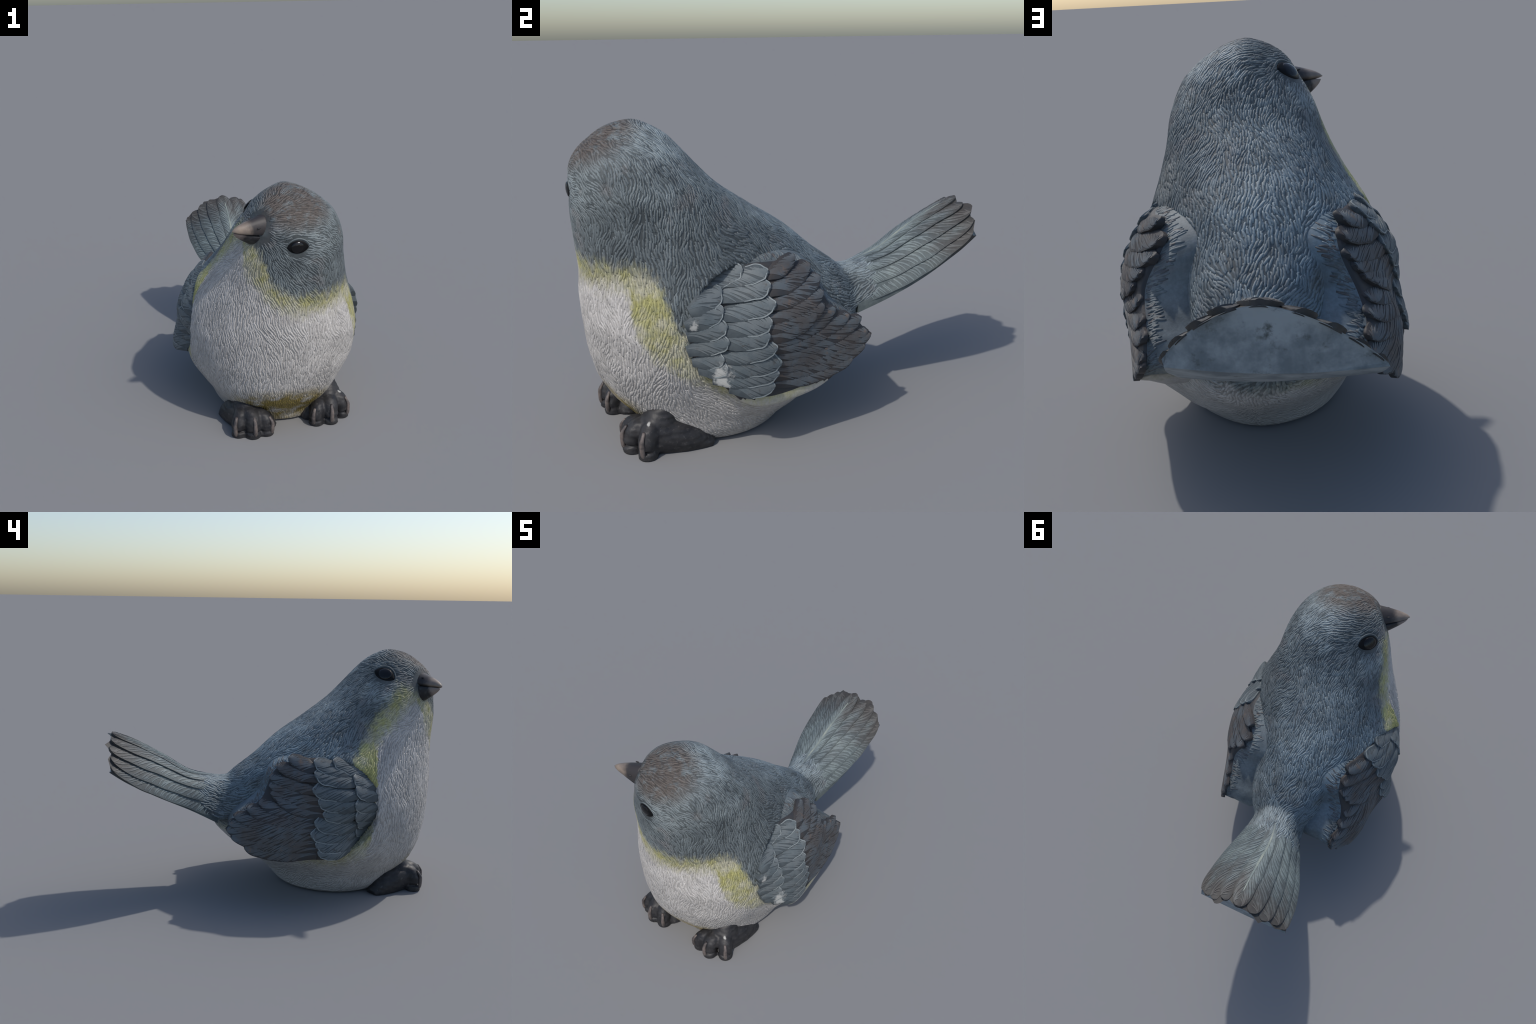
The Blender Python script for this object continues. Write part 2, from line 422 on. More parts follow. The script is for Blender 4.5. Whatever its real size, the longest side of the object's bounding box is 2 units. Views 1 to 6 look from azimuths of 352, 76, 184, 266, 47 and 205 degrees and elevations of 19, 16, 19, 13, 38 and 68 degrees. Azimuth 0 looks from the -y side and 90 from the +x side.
def tail_point(s, a, drop=0.0):
    """Point of the arched tail: s along (0 root, 1 tip), a across (-1 the bird's right, 1 left)."""
    s = np.atleast_1d(np.asarray(s, float)); a = np.atleast_1d(np.asarray(a, float))
    s, a = np.broadcast_arrays(s, a)
    R = pchip(TAIL_S, TAIL_RL, s); L = pchip(TAIL_S, TAIL_LL, s); A = pchip(TAIL_S, TAIL_AP, s)
    a = np.clip(a, -1.06, 1.06)
    q = np.clip(s, 0, 1)
    e = np.where(a > 0, 3.0 - 1.2 * q * q, 2.9 - 1.3 * q)      # the left flank of the arch is the fuller one
    w = np.clip(1 - (1 - np.where(a > 0, 0.16, 0.08)) * np.abs(a) ** e, -0.1, 1)[:, None]
    mid = 0.5 * (R + L)
    base = mid + (a[:, None]) * (L - R) * 0.5
    up = A - mid
    return base + up * (w * (1 - drop))


def tail_end(a):
    """Where along s the tail stops across its width: the middle and the corners end a little early."""
    return np.interp(a, [-1, -0.8, -0.64, -0.5, -0.34, -0.15, 0, 0.15, 0.24, 0.4, 0.52, 0.66, 0.8, 1.0],
                     [0.938, 0.962, 0.942, 0.985, 0.962, 0.960, 0.968, 0.955, 0.942, 0.996, 1.000, 0.962, 0.980, 0.942])


def rump_rings(n=40):
    rings = []
    for t in np.linspace(0, 1, 16):
        s = t * 0.42
        ring = []
        A = np.linspace(-1, 1, n // 2 + 1)
        top = tail_point(s, A)
        shrink = 0.075 * sstep(0.45, 1.0, t) - 0.004 * sstep(0.6, 0.2, t)
        c = tail_point(s, 0.0)[0] * 0.5 + (tail_point(s, 1.0)[0] + tail_point(s, -1.0)[0]) * 0.25
        pts = list(top) + [tail_point(s, b)[0] * 1.0 - np.array([0, 0, 0.02 * (1 - b * b)]) - (top[0] * 0)
                           for b in []]
        R, L = top[0], top[-1]
        for k in range(1, n // 2):
            b = k / (n // 2)
            p = L + (R - L) * b - np.array([0, 0, 0.03 * math.sin(math.pi * b)])
            pts.append(p)
        pts = [c + (np.array(p) - c) * (1 - shrink / 0.15 * 0.5) for p in pts]
        rings.append(pts)
    # extend deep into the body
    c0 = np.mean(rings[0], axis=0)
    inner = [[c0 + (p - c0) * 1.0 + np.array([0.02, -0.30, 0.02]) for p in rings[0]],
             [c0 + (p - c0) * 1.0 + np.array([0.01, -0.13, 0.0]) for p in rings[0]]]
    return inner + rings


v1, f1 = loft(body_rings())
v2, f2 = loft(rump_rings())
body_me = remeshed(list(v1) + list(v2), list(f1) + [tuple(i + len(v1) for i in f) for f in f2], 0.011, 10)
BV, BN = mesh_arrays(body_me)
BV[:, 2] = np.maximum(BV[:, 2], 0.0)
rimc = np.mean(WING_RIM, axis=0)
rim_ang = np.arctan2(*(np.array(WING_RIM) - rimc).T[::-1]); order = np.argsort(rim_ang)
rim_rad = np.linalg.norm(np.array(WING_RIM) - rimc, axis=1)
for side in (-1, 1):
    # keep the flank a little below the outer face of the wing that lies on it
    d = BV[:, 1:] - rimc
    rr = np.hypot(d[:, 0], d[:, 1]) / np.interp(np.arctan2(d[:, 1], d[:, 0]), rim_ang[order], rim_rad[order], period=2 * math.pi)
    X = BV[:, 0] * side
    hit = (X > 0.12) & (rr < 1.0)
    lim = Sheet(WING_POSTS[side], side, -0.015).f(BV[hit, 1:]) - 0.018 * sstep(1.0, 0.9, rr[hit]) - 0.012
    BV[hit, 0] = side * np.minimum(X[hit], np.maximum(lim, 0.1))
body_me.vertices.foreach_set("co", BV.ravel()); body_me.update()
BV, BN = mesh_arrays(body_me)
BTRI = np.array([p.vertices[:] if len(p.vertices) == 3 else p.vertices[:3] for p in body_me.polygons])
body_bvh = BVHTree.FromPolygons([Vector(v) for v in BV], [p.vertices[:] for p in body_me.polygons])


def on_body(p):
    """Nearest point of the body and its smooth normal."""
    co, no, i, d = body_bvh.find_nearest(Vector(p))
    ids = list(body_me.polygons[i].vertices)
    w = 1.0 / (np.linalg.norm(BV[ids] - np.array(co), axis=1) + 1e-4)
    nn = (BN[ids] * w[:, None]).sum(0)
    return np.array(co), nn / np.linalg.norm(nn)


# split the one smooth surface into anatomical regions (shared border, whole-body normals)
def split_body():
    cen = np.array([p.center[:] for p in body_me.polygons])
    hz = 0.98 + 0.10 * (cen[:, 1] + 0.55) * -0.3
    region = np.where(cen[:, 2] > hz, "head", "torso")
    region = np.where((cen[:, 1] > 0.20 + 0.15 * (0.6 - cen[:, 2])), "rump", region)
    region = np.where((region == "torso") & (cen[:, 2] < 0.30) , "belly", region)
    parts = {}
    for name in ("head", "torso", "belly", "rump"):
        ids = np.where(region == name)[0]
        polys = [body_me.polygons[i].vertices[:] for i in ids]
        used = sorted({v for p in polys for v in p})
        remap = {v: k for k, v in enumerate(used)}
        me = make_mesh(name, BV[used], [[remap[v] for v in p] for p in polys])
        me.normals_split_custom_set_from_vertices([tuple(BN[v]) for v in used])
        parts[name] = link(name, me, bird, [M_PLUMAGE])
    return parts


PARTS = split_body()


# ------------------------------------------------------------------ strokes: raised tooled ridges
class Strokes:
    """Collects little raised ridges (a tooled feather or barb each) into one mesh."""

    def __init__(self):
        self.v, self.f, self.m = [], [], []

    def add(self, C, N, width, height, mat=0, sink=0.004, taper=0.6):
        C = np.asarray(C); N = unit(N)
        k = len(C)
        T = np.gradient(C, axis=0)
        S = unit(np.cross(N, T))
        t = np.linspace(0, 1, k)
        prof = np.clip(np.sin(math.pi * (0.06 + 0.88 * t)), 0, 1)[:, None] ** taper
        w = width * 0.5 * prof
        base = len(self.v)
        rows = np.stack([C - S * w - N * sink, C - S * w * 0.74 + N * height * prof * 0.85,
                         C + S * w * 0.74 + N * height * prof, C + S * w - N * sink], axis=1)
        self.v.extend(rows.reshape(-1, 3))
        for i in range(k - 1):
            for j in range(3):
                a = base + i * 4 + j
                self.f.append((a, a + 1, a + 5, a + 4)); self.m.append(mat)
        for e in (0, (k - 1) * 4):
            a = base + e
            self.f.append((a, a + 1, a + 2, a + 3) if e else (a + 3, a + 2, a + 1, a)); self.m.append(mat)

    def build(self, name, parent, mats):
        me = make_mesh(name, self.v, self.f)
        ob = link(name, me, parent, mats)
        me.polygons.foreach_set("material_index", self.m)
        ob["kind"] = "stuff"
        return ob


EYE_R = np.array([-0.113, -0.645, 1.295]); EYE_L = np.array([0.082, -0.971, 1.154])
BEAK_TIP = np.array([-0.253, -0.947, 1.246])
BEAK_BASE = np.array([-0.108, -0.875, 1.232])
WING_C = np.array([-0.20, 0.56])


def flow(p, n):
    """Lie of the plumage at p: away from the beak over the head, down the body, back along the rump."""
    x, y, z = p
    rad = p - BEAK_BASE
    rad = rad - n * rad.dot(n); rad /= np.linalg.norm(rad) + 1e-6
    back = sstep(-0.75, -0.15, y)
    down = np.array([0.25 * (x - 0.03), 1.15 * back, -1.0 + 0.15 * back])
    rump = sstep(0.12, 0.38, y)
    down = down * (1 - rump) + np.array([-0.15, 1.0, 0.35]) * rump
    down = down - n * down.dot(n); down /= np.linalg.norm(down) + 1e-6
    d = np.linalg.norm(p - BEAK_BASE)
    h = sstep(0.62, 0.30, d)
    v = rad * h + down * (1 - h)
    a = 0.55 * noise.noise(Vector(p * 5.5)) + 0.75 * noise.noise(Vector(p * 17 + np.array([9, 4, 2])))
    v = v * math.cos(a) + np.cross(n, v) * math.sin(a)
    return v / (np.linalg.norm(v) + 1e-9)


def body_strokes():
    A, B, C = BV[BTRI[:, 0]], BV[BTRI[:, 1]], BV[BTRI[:, 2]]
    area = np.linalg.norm(np.cross(B - A, C - A), axis=1)
    M = 90000
    idx = RNG.choice(len(area), M, p=area / area.sum())
    # quads: jitter round the polygon
    r = RNG.random((M, 3)); r /= r.sum(1, keepdims=True)
    pts = A[idx] * r[:, :1] + B[idx] * r[:, 1:2] + C[idx] * r[:, 2:]
    grid = {}
    cell = 0.05
    made = {k: Strokes() for k in ("head", "torso", "belly", "rump")}
    count = 0
    for p in pts:
        if p[2] < 0.02: continue
        if np.linalg.norm(p - EYE_R) < 0.072 or np.linalg.norm(p - EYE_L) < 0.066: continue
        if np.linalg.norm(p - BEAK_BASE) < 0.105: continue
        if p[1] > 0.46 + 0.05 * math.sin(31 * p[0]): continue
        # hidden under the wings
        wy, wz = (p[1] + 0.20) / 0.27, (p[2] - 0.57) / 0.23
        if abs(p[0]) > 0.15 and wy * wy + wz * wz < 1 and p[1] < 0.15: continue
        key = tuple((p / cell).astype(int))
        q, n = on_body(p)
        d = flow(q, n)
        s = np.cross(n, d)
        fine = 0.85 if p[2] > 1.0 else 1.0
        la, lb = 0.027 * fine, 0.0094 * fine
        ok = True
        for dx in (-1, 0, 1):
            for dy in (-1, 0, 1):
                for dz in (-1, 0, 1):
                    for o in grid.get((key[0] + dx, key[1] + dy, key[2] + dz), ()):
                        e = o - q
                        if (e.dot(d) / la) ** 2 + (e.dot(s) / lb) ** 2 < 1:
                            ok = False; break
                    if not ok: break
                if not ok: break
            if not ok: break
        if not ok: continue
        grid.setdefault(key, []).append(q)
        L = (0.040 + 0.026 * random.random()) * fine
        curl = random.uniform(0.15, 0.55) * (1 if noise.noise(Vector(q * 6.0)) > 0 else -1)
        # follow the lie of the plumage both ways from the seed
        line = {0: (q, n)}
        step = L / 6
        for sg in (1, -1):
            c, nn, dd = q, n, d * sg
            for i in range(1, 4):
                c, nn = on_body(c + dd * step)
                f = flow(c, nn) * sg
                b = curl * (1 if i < 2 else -1.2)
                dd = f * math.cos(b) + np.cross(nn, f) * math.sin(b)
                line[i * sg] = (c, nn)
        keys = sorted(line)
        Cc = np.array([line[k][0] for k in keys]); Nn = np.array([line[k][1] for k in keys])
        low = sstep(0.36, 0.20, q[2]) * sstep(-0.85, -0.6, q[1])
        h = (0.0017 - 0.0012 * low) * (0.7 + 0.6 * random.random())
        w = 0.0118 * fine * (0.85 + 0.35 * random.random())
        reg = "head" if q[2] > 0.98 else "rump" if q[1] > 0.2 else "belly" if q[2] < 0.30 else "torso"
        made[reg].add(Cc, Nn, w, h, 2 if random.random() < low else random.choice((0, 0, 0, 1, 1, 2)), 0.004, 0.45)
        count += 1
    for k, s in made.items():
        s.build("plumage", PARTS[k], M_STROKES)
    print("strokes", count)


body_strokes()


# ------------------------------------------------------------------ feathers laid on a surface
def feather(name, parent, surf, root, tip, w, mats, bow=0.0, lift=(0.004, 0.014), camber=0.006, sink=0.025,
            side_lift=0.0, barbs=(22, 0.5, 1), barb_w=0.0100, barb_h=0.0030, shaft=None, w_root=0.55, tip_pow=2.6, nu=28, nv=11, rough=0.0, fringe=0.0):
    """One closed, convex feather. surf(P2) -> points, normals for 2D pattern coordinates.
    side_lift raises the +v edge over its neighbour; barbs = (count, slant, which sides: 1, -1 or 0 for both)."""
    root = np.array(root, float); tip = np.array(tip, float)
    if rough:
        tip = tip + RNG.normal(0, rough, 2); root = root + RNG.normal(0, rough * 0.5, 2); w = w * random.uniform(0.9, 1.12)
    ax = tip - root; L = np.linalg.norm(ax); ax /= L
    sd = np.array([-ax[1], ax[0]])

    def plan(u, v):
        u = np.asarray(u); v = np.asarray(v)
        half = w * 0.5 * (w_root + (1 - w_root) * sstep(0, 0.45, u)) * np.clip(1 - np.clip((u - 0.72) / 0.28, 0, 1) ** tip_pow, 0, 1) ** 0.5
        half = half * (1 + 0.05 * np.sin(9 * u + 40 * root[0]) + 0.05 * np.sin(23 * u + v * 1.5 + 70 * tip[1]) * u)
        off = bow * np.sin(math.pi * u) * L + v * half
        return root + ax * (u * L)[..., None] + sd * off[..., None]

    def height(u, v):
        return lift[0] + (lift[1] - lift[0]) * u + camber * (1 - v * v) + side_lift * v * sstep(0, 0.2, u)

    us = 1 - (1 - np.linspace(0, 1, nu)) ** 1.35; us[-1] = 0.9985
    vs = np.linspace(-1, 1, nv)
    U, Vv = np.meshgrid(us, vs, indexing="ij")
    P, N = surf(plan(U, Vv).reshape(-1, 2))
    H = height(U, Vv).reshape(-1, 1)
    top = P + N * H
    bot = P - N * sink
    nvt = nu * nv
    verts = list(top) + list(bot); faces = []
    for i in range(nu - 1):
        for j in range(nv - 1):
            a = i * nv + j
            faces.append((a, a + 1, a + nv + 1, a + nv))
            faces.append((nvt + a, nvt + a + nv, nvt + a + nv + 1, nvt + a + 1))
    rim = [i * nv for i in range(nu)] + [(nu - 1) * nv + j for j in range(1, nv)] + \
          [i * nv + nv - 1 for i in range(nu - 2, -1, -1)] + list(range(nv - 2, 0, -1))
    for a, b in zip(rim, rim[1:] + rim[:1]):
        faces.append((a, b, nvt + b, nvt + a))
    nface = len(faces); mi = [0] * nface
    # barbs: slanting tooled ridges either side of the shaft
    st = Strokes()
    cnt, slant, which = barbs
    for k in range(cnt):
        for sg in ((1, -1) if which == 0 else (which,)):
            u0 = (k + 0.3 + 0.5 * random.random()) / cnt * 0.97
            u1 = min(0.985, u0 + slant * w / L * (0.8 + 0.4 * random.random()))
            v0 = (0.06 if which == 0 else -0.85) * (1 if which == 0 else 1)
            v1 = (0.80 + 0.14 * random.random())
            if which == 0:
                v0, v1 = v0 * sg, v1 * sg
            else:
                v0, v1 = v0 * sg, v1 * sg
                v0 += (0.12 + 0.35 * random.random()) * sg
            tt = np.linspace(0, 1, 6)
            uu = u0 + (u1 - u0) * tt ** 0.8 + 0.006 * math.sin(6 * k) * np.sin(4 * tt)
            vv = v0 + (v1 - v0) * tt
            Pp, Nn = surf(plan(uu, vv))
            st.add(Pp + Nn * (height(uu, vv)[:, None] - 0.0005), Nn, barb_w * (0.75 + 0.4 * random.random()), barb_h, 1, 0.003, 0.45)
    if shaft:
        uu = np.linspace(0.02, 0.9, 14); Pp, Nn = surf(plan(uu, uu * 0))
        st.add(Pp + Nn * (height(uu, uu * 0)[:, None]), Nn, shaft, shaft * 0.2, 2, 0.003)
    if fringe:   # pale worn rim round the tip
        uu = np.r_[np.linspace(0.62, 0.985, 10), np.linspace(0.985, 0.50, 12)]
        vv = np.r_[np.full(10, 0.93), np.full(12, -0.93)]
        vv[7:13] = np.linspace(0.93, -0.93, 6)
        Pp, Nn = surf(plan(uu, vv))
        st.add(Pp + Nn * height(uu, vv)[:, None], Nn, fringe, fringe * 0.3, 2, 0.003, 0.3)
    off = len(verts)
    verts += list(st.v); faces += [tuple(i + off for i in f) for f in st.f]; mi += st.m
    me = make_mesh(name, verts, faces)
    ob = link(name, me, parent, mats)
    me.polygons.foreach_set("material_index", mi)
    m = ob.modifiers.new("e", "EDGE_SPLIT"); m.split_angle = math.radians(50)
    return ob


# ------------------------------------------------------------------ wings
def wing(side):
    sheet = Sheet(WING_POSTS[side], side, -0.015)
    # solid core
    rim = np.array(WING_RIM)
    if side > 0:   # the left wing hangs a little lower and runs out into the flank
        rim[:, 1] -= 0.070 * sstep(0.36, 0.31, rim[:, 1]) * sstep(-0.52, -0.28, rim[:, 0]) * sstep(0.24, 0.10, rim[:, 0])
    k = len(rim)
    q = np.linspace(0, k, 168, endpoint=False)
    rim_s = np.stack([np.interp(q, np.arange(k + 1), np.r_[rim[:, i], rim[0, i]]) for i in range(2)], 1)
    for _ in range(10):
        rim_s = 0.5 * rim_s + 0.25 * (np.roll(rim_s, 1, 0) + np.roll(rim_s, -1, 0))
    c = rim.mean(0)
    verts, faces = [], []
    layers = [(0.0, 0), (0.3, 0), (0.6, 0), (0.75, 0), (0.85, 0.0), (0.91, 0.0), (0.955, 0.003), (0.985, 0.006), (1.0, 0.016)]
    n = len(rim_s)
    for r, dep in layers:
        p = c + (rim_s - c) * max(r, 0.02)
        P, N = sheet(p)
        verts += list(P - N * (dep - 0.001))
    for thick, r in ((0.05, 1.035), (0.11, 1.075), (0.19, 1.06), (0.29, 0.88)):
        # the lobe swells towards the back where it joins it, but not at the free tip
        rr = r - np.maximum(r - 0.985, 0) * sstep(0.10, 0.22, rim_s[:, 0]) - 0.03 * sstep(0.42, 0.34, rim_s[:, 1]) * (r > 1)
        p = c + (rim_s - c) * rr[:, None]
        P, N = sheet(p)
        P = P.copy(); P[:, 0] -= side * thick
        verts += list(P)
    L = len(layers) + 4
    for i in range(L - 1):
        for j in range(n):
            m = (j + 1) % n
            faces.append((i * n + j, i * n + m, (i + 1) * n + m, (i + 1) * n + j))
    faces.append(tuple(range(n))); faces.append(tuple(range((L - 1) * n, L * n)))
    me = make_mesh("wing", verts, faces); fix_normals(me)
    w = link("wing", me, bird, [M_PRIMARY, M_STROKES[0]])
    me.polygons.foreach_set("material_index", [1 if (q.index >= (len(layers) - 1) * n or q.center.z < 0.292) else 0 for q in me.polygons])
    # tooled barbs carried over the back edge of the wing
    st = Strokes()
    V = np.array(verts).reshape(L, n, 3)
    o = len(layers)
    for j in range(n):
        y, z = V[o, j, 1:]
        if y < -0.30 or z < 0.40: continue
        for k in range(3):
            t = random.random(); sl = random.uniform(-6, 1); st0 = random.uniform(0, 0.6)
            rowsv = [o - 1, o, o + 1, o + 2]
            C = []
            for u in np.linspace(st0, st0 + random.uniform(0.5, 1.1), 6):
                r0 = min(int(u), 2); fr = min(u - r0, 1.0)
                jj = j + t + sl * u * 0.5; j0 = int(math.floor(jj)); fj = jj - j0
                g = lambda r: V[rowsv[r], j0 % n] * (1 - fj) + V[rowsv[r], (j0 + 1) % n] * fj
                C.append(g(r0) * (1 - fr) + g(r0 + 1) * fr)
            C = np.array(C)
            T = unit(V[o, (j + 1) % n] - V[o, j])
            N = unit(np.cross(np.gradient(C, axis=0), T))
            if (N[-1] @ (C[-1] - np.array([side * 0.42, 0.0, 0.56]))) < 0: N = -N
            st.add(C, N, 0.011, 0.0022, random.choice((0, 1, 1, 1)), 0.004, 0.4)
    st.build("wing_edge_barbs", w, [M_PRIMARY_BARB, M_STROKES[0]])
    m = w.modifiers.new("e", "EDGE_SPLIT"); m.split_angle = math.radians(55)
    prim = [M_PRIMARY, M_PRIMARY_BARB, M_PRIMARY_BARB]; cov = [M_COVERT, M_COVERT_BARB, M_FRINGE]
    sd = 1.0
    # primaries: lowest first, the higher ones overlap
    P = [((-0.209, 0.335), (0.200, 0.362), 0.080), ((-0.218, 0.365), (0.272, 0.412), 0.085), ((-0.222, 0.398), (0.300, 0.450), 0.085),
         ((-0.232, 0.430), (0.285, 0.484), 0.085), ((-0.231, 0.460), (0.250, 0.525), 0.085), ((-0.231, 0.492), (0.185, 0.566), 0.08),
         ((-0.246, 0.524), (0.105, 0.604), 0.08)]
    for i, (a, b, ww) in enumerate(P):
        feather("primary_feather", w, sheet, a, b, ww, prim, bow=-0.03 + random.uniform(-0.02, 0.02), lift=(0.002, 0.003), rough=0.006, side_lift=-0.006, camber=0.006, barbs=(44, 1.25, -1), sink=0.012)
    T = [((-0.246, 0.548), (0.020, 0.622), 0.085), ((-0.256, 0.585), (0.050, 0.655), 0.085), ((-0.248, 0.632), (0.056, 0.697), 0.085),
         ((-0.236, 0.682), (0.050, 0.745), 0.085), ((-0.235, 0.742), (0.008, 0.798), 0.08), ((-0.23, 0.792), (-0.065, 0.835), 0.07)]
    for i, (a, b, ww) in enumerate(T):
        feather("tertial_feather", w, sheet, a, b, ww, prim, bow=-0.02 + random.uniform(-0.02, 0.02), lift=(0.005, 0.009), rough=0.007, side_lift=-0.007, camber=0.007, barbs=(30, 1.25, -1), sink=0.014)
    G = [((-0.40, 0.352), (-0.203, 0.350), 0.075), ((-0.47, 0.400), (-0.192, 0.405), 0.085), ((-0.465, 0.445), (-0.172, 0.458), 0.085),
         ((-0.445, 0.495), (-0.190, 0.520), 0.085), ((-0.436, 0.555), (-0.236, 0.574), 0.085), ((-0.435, 0.610), (-0.212, 0.630), 0.085),
         ((-0.443, 0.665), (-0.184, 0.692), 0.085), ((-0.442, 0.728), (-0.189, 0.770), 0.085), ((-0.414, 0.772), (-0.205, 0.830), 0.075)]
    for i, (a, b, ww) in enumerate(G):
        feather("greater_covert", w, sheet, a, b, ww, cov, bow=-0.015 + random.uniform(-0.02, 0.02), lift=(0.007, 0.014), rough=0.007, side_lift=-0.007, camber=0.007, fringe=0.007, barbs=(26, 1.2, -1), sink=0.025)
    S = [((-0.52, 0.440), (-0.405, 0.445), 0.075), ((-0.55, 0.478), (-0.425, 0.505), 0.075), ((-0.563, 0.530), (-0.405, 0.570), 0.085), ((-0.566, 0.585), (-0.402, 0.632), 0.085),
         ((-0.566, 0.64), (-0.407, 0.698), 0.085), ((-0.555, 0.70), (-0.405, 0.760), 0.085), ((-0.515, 0.765), (-0.31, 0.835), 0.08)]
    for i, (a, b, ww) in enumerate(S):
        feather("lesser_covert", w, sheet, a, b, ww, cov, bow=-0.01 + random.uniform(-0.02, 0.02), lift=(0.000, 0.015), rough=0.008, side_lift=-0.006, camber=0.006, fringe=0.006, barbs=(18, 1.1, -1), sink=0.03)
    return w


wing(-1)
wing(1)


# ------------------------------------------------------------------ tail
def tail():
    rings = []
    for s in np.linspace(0.0, 1.0, 34):
        A = np.linspace(-1, 1, 33)
        top = tail_point(s * (tail_end(A) - 0.004), A)
        R, L = pchip(TAIL_S, TAIL_RL, [s * 0.945])[0], pchip(TAIL_S, TAIL_LL, [s * 0.965])[0]
        low = [L + (R - L) * b - np.array([0, 0, 0.018 * math.sin(math.pi * b)]) for b in np.linspace(0, 1, 15)]
        rings.append(list(top) + low)
    v, f = loft(rings)
    me = make_mesh("tail", v, f); fix_normals(me)
    t = link("tail", me, bird, [M_RESIN, M_TAIL])
    me.polygons.foreach_set("material_index", [1 if (q.normal.z > -0.5 and q.normal.y < 0.6) else 0 for q in me.polygons])
    m = t.modifiers.new("e", "EDGE_SPLIT"); m.split_angle = math.radians(45)

    def surf(p):
        s, a = p[:, 0] , p[:, 1]
        P = tail_point(s, a)
        e = 1e-3
        ds = tail_point(s + e, a) - tail_point(s - e, a); da = tail_point(s, a + e) - tail_point(s, a - e)
        return P, unit(np.cross(da, ds))

    mats = [M_TAIL, M_TAIL_BARB, M_SHAFT]
    # outermost first; each inner feather lies on its neighbour, the middle one on top
    for i, (a0, a1, ww) in enumerate([(0.92, 0.93, 0.20), (0.74, 0.77, 0.26), (0.53, 0.56, 0.29), (0.29, 0.32, 0.32)]):
        for sg in (1, -1):
            tip_s = float(tail_end(a1 * sg)) - 0.002 - 0.012 * random.random()
            feather("tail_feather", t, surf, (0.04, a0 * sg), (tip_s, a1 * sg), ww, mats, lift=(-0.004, 0.003 + 0.0024 * i),
                    side_lift=0.0055 * sg, camber=0.002, sink=0.004, barbs=(32, 0.42, sg), w_root=0.8, tip_pow=9.0, barb_w=0.0105, nu=40)
    feather("tail_feather", t, surf, (0.04, 0.0), (0.963, 0.0), 0.42, mats, lift=(-0.002, 0.013), camber=0.003, sink=0.004,
            barbs=(32, 0.3, 0), shaft=0.016, w_root=0.5, tip_pow=6.0, barb_w=0.0105, nu=40)
    return t


tail()


# ------------------------------------------------------------------ head furniture
def head_axes():
    F = unit(BEAK_TIP - 0.5 * (EYE_R + EYE_L))
    E = unit(EYE_L - EYE_R)
    U = unit(np.cross(F, E))
    if U[2] < 0: U = -U
    return F, E, U


HF, HE, HU = head_axes()


def beak():
    F = unit(BEAK_TIP - BEAK_BASE)
    S = unit(HE - F * HE.dot(F)); U = unit(np.cross(F, S))
    if U[2] < 0: U = -U

    def cone(start, tip, up, down, wide, name, mat, bulge, blunt):
        rings = []
        for t in np.linspace(0, 1, 16):
            k = (1 - t) ** bulge * (1 - blunt) + blunt * math.sqrt(max(0, 1 - t ** 4))
            k = max(k, 0.02)
            c = start + (tip - start) * t
            ring = []
            for j in range(28):
                a = 2 * math.pi * j / 28
                sx = math.cos(a); sy = math.sin(a)
                ring.append(c + S * wide * k * math.copysign(abs(sx) ** 1.2, sx) + U * (up if sy > 0 else down) * k * sy)
            rings.append(ring)
        v, f = loft(rings)
        me = make_mesh(name, v, f); fix_normals(me)
        return link(name, me, PARTS["head"], [mat])

    base = BEAK_BASE - F * 0.02
    n = Nodes("beak_horn")
    d, a, b = n.ball(tuple(BEAK_TIP), 0.07, 0.125)
    wob = n.math("ADD", d, n.math("MULTIPLY", n.math("SUBTRACT", n.noise(25, 4), 0.5), 0.06))
    col = n.mix(n.ramp(wob, a, b), n.mix(n.ramp(n.noise(20, 4), 0.35, 0.7), srgb(142, 128, 115), srgb(120, 109, 101)), srgb(54, 51, 52))
    horn = n.finish(col, 0.5, n.noise(70, 3), 0.25, 0.003)
    n = Nodes("lower_beak_horn")
    d, a, b = n.ball(tuple(BEAK_TIP), 0.055, 0.09)
    wob = n.math("ADD", d, n.math("MULTIPLY", n.math("SUBTRACT", n.noise(25, 4), 0.5), 0.05))
    col = n.mix(n.ramp(wob, a, b), srgb(138, 124, 116), n.mix(n.ramp(n.noise(40, 4), 0.45, 0.7), srgb(42, 41, 43), srgb(60, 60, 62)))
    horn2 = n.finish(col, 0.5, n.noise(70, 3), 0.4, 0.004)
    cone(base + U * 0.004, BEAK_TIP, 0.080, 0.020, 0.066, "upper_beak", horn, 0.80, 0.20)
    cone(base - U * 0.022, BEAK_TIP - F * 0.012 - U * 0.012, 0.018, 0.092, 0.064, "lower_beak", horn2, 0.95, 0.20)
    # nostrils
    for sg in (1, -1):
        c = base + F * 0.055 + U * 0.038 + S * sg * 0.047
        me = bpy.data.meshes.new("nostril"); bm = bmesh.new()
        bmesh.ops.create_uvsphere(bm, u_segments=12, v_segments=8, radius=1)
        bm.to_mesh(me); bm.free()
        ax = np.stack([F * 0.011, S * 0.004, U * 0.004], 1)
        co = np.empty(len(me.vertices) * 3); me.vertices.foreach_get("co", co)
        me.vertices.foreach_set("co", (co.reshape(-1, 3) @ ax.T + c).ravel())
        me.polygons.foreach_set("use_smooth", [True] * len(me.polygons))
        link("nostril", me, PARTS["head"], [M_CHARCOAL])


beak()


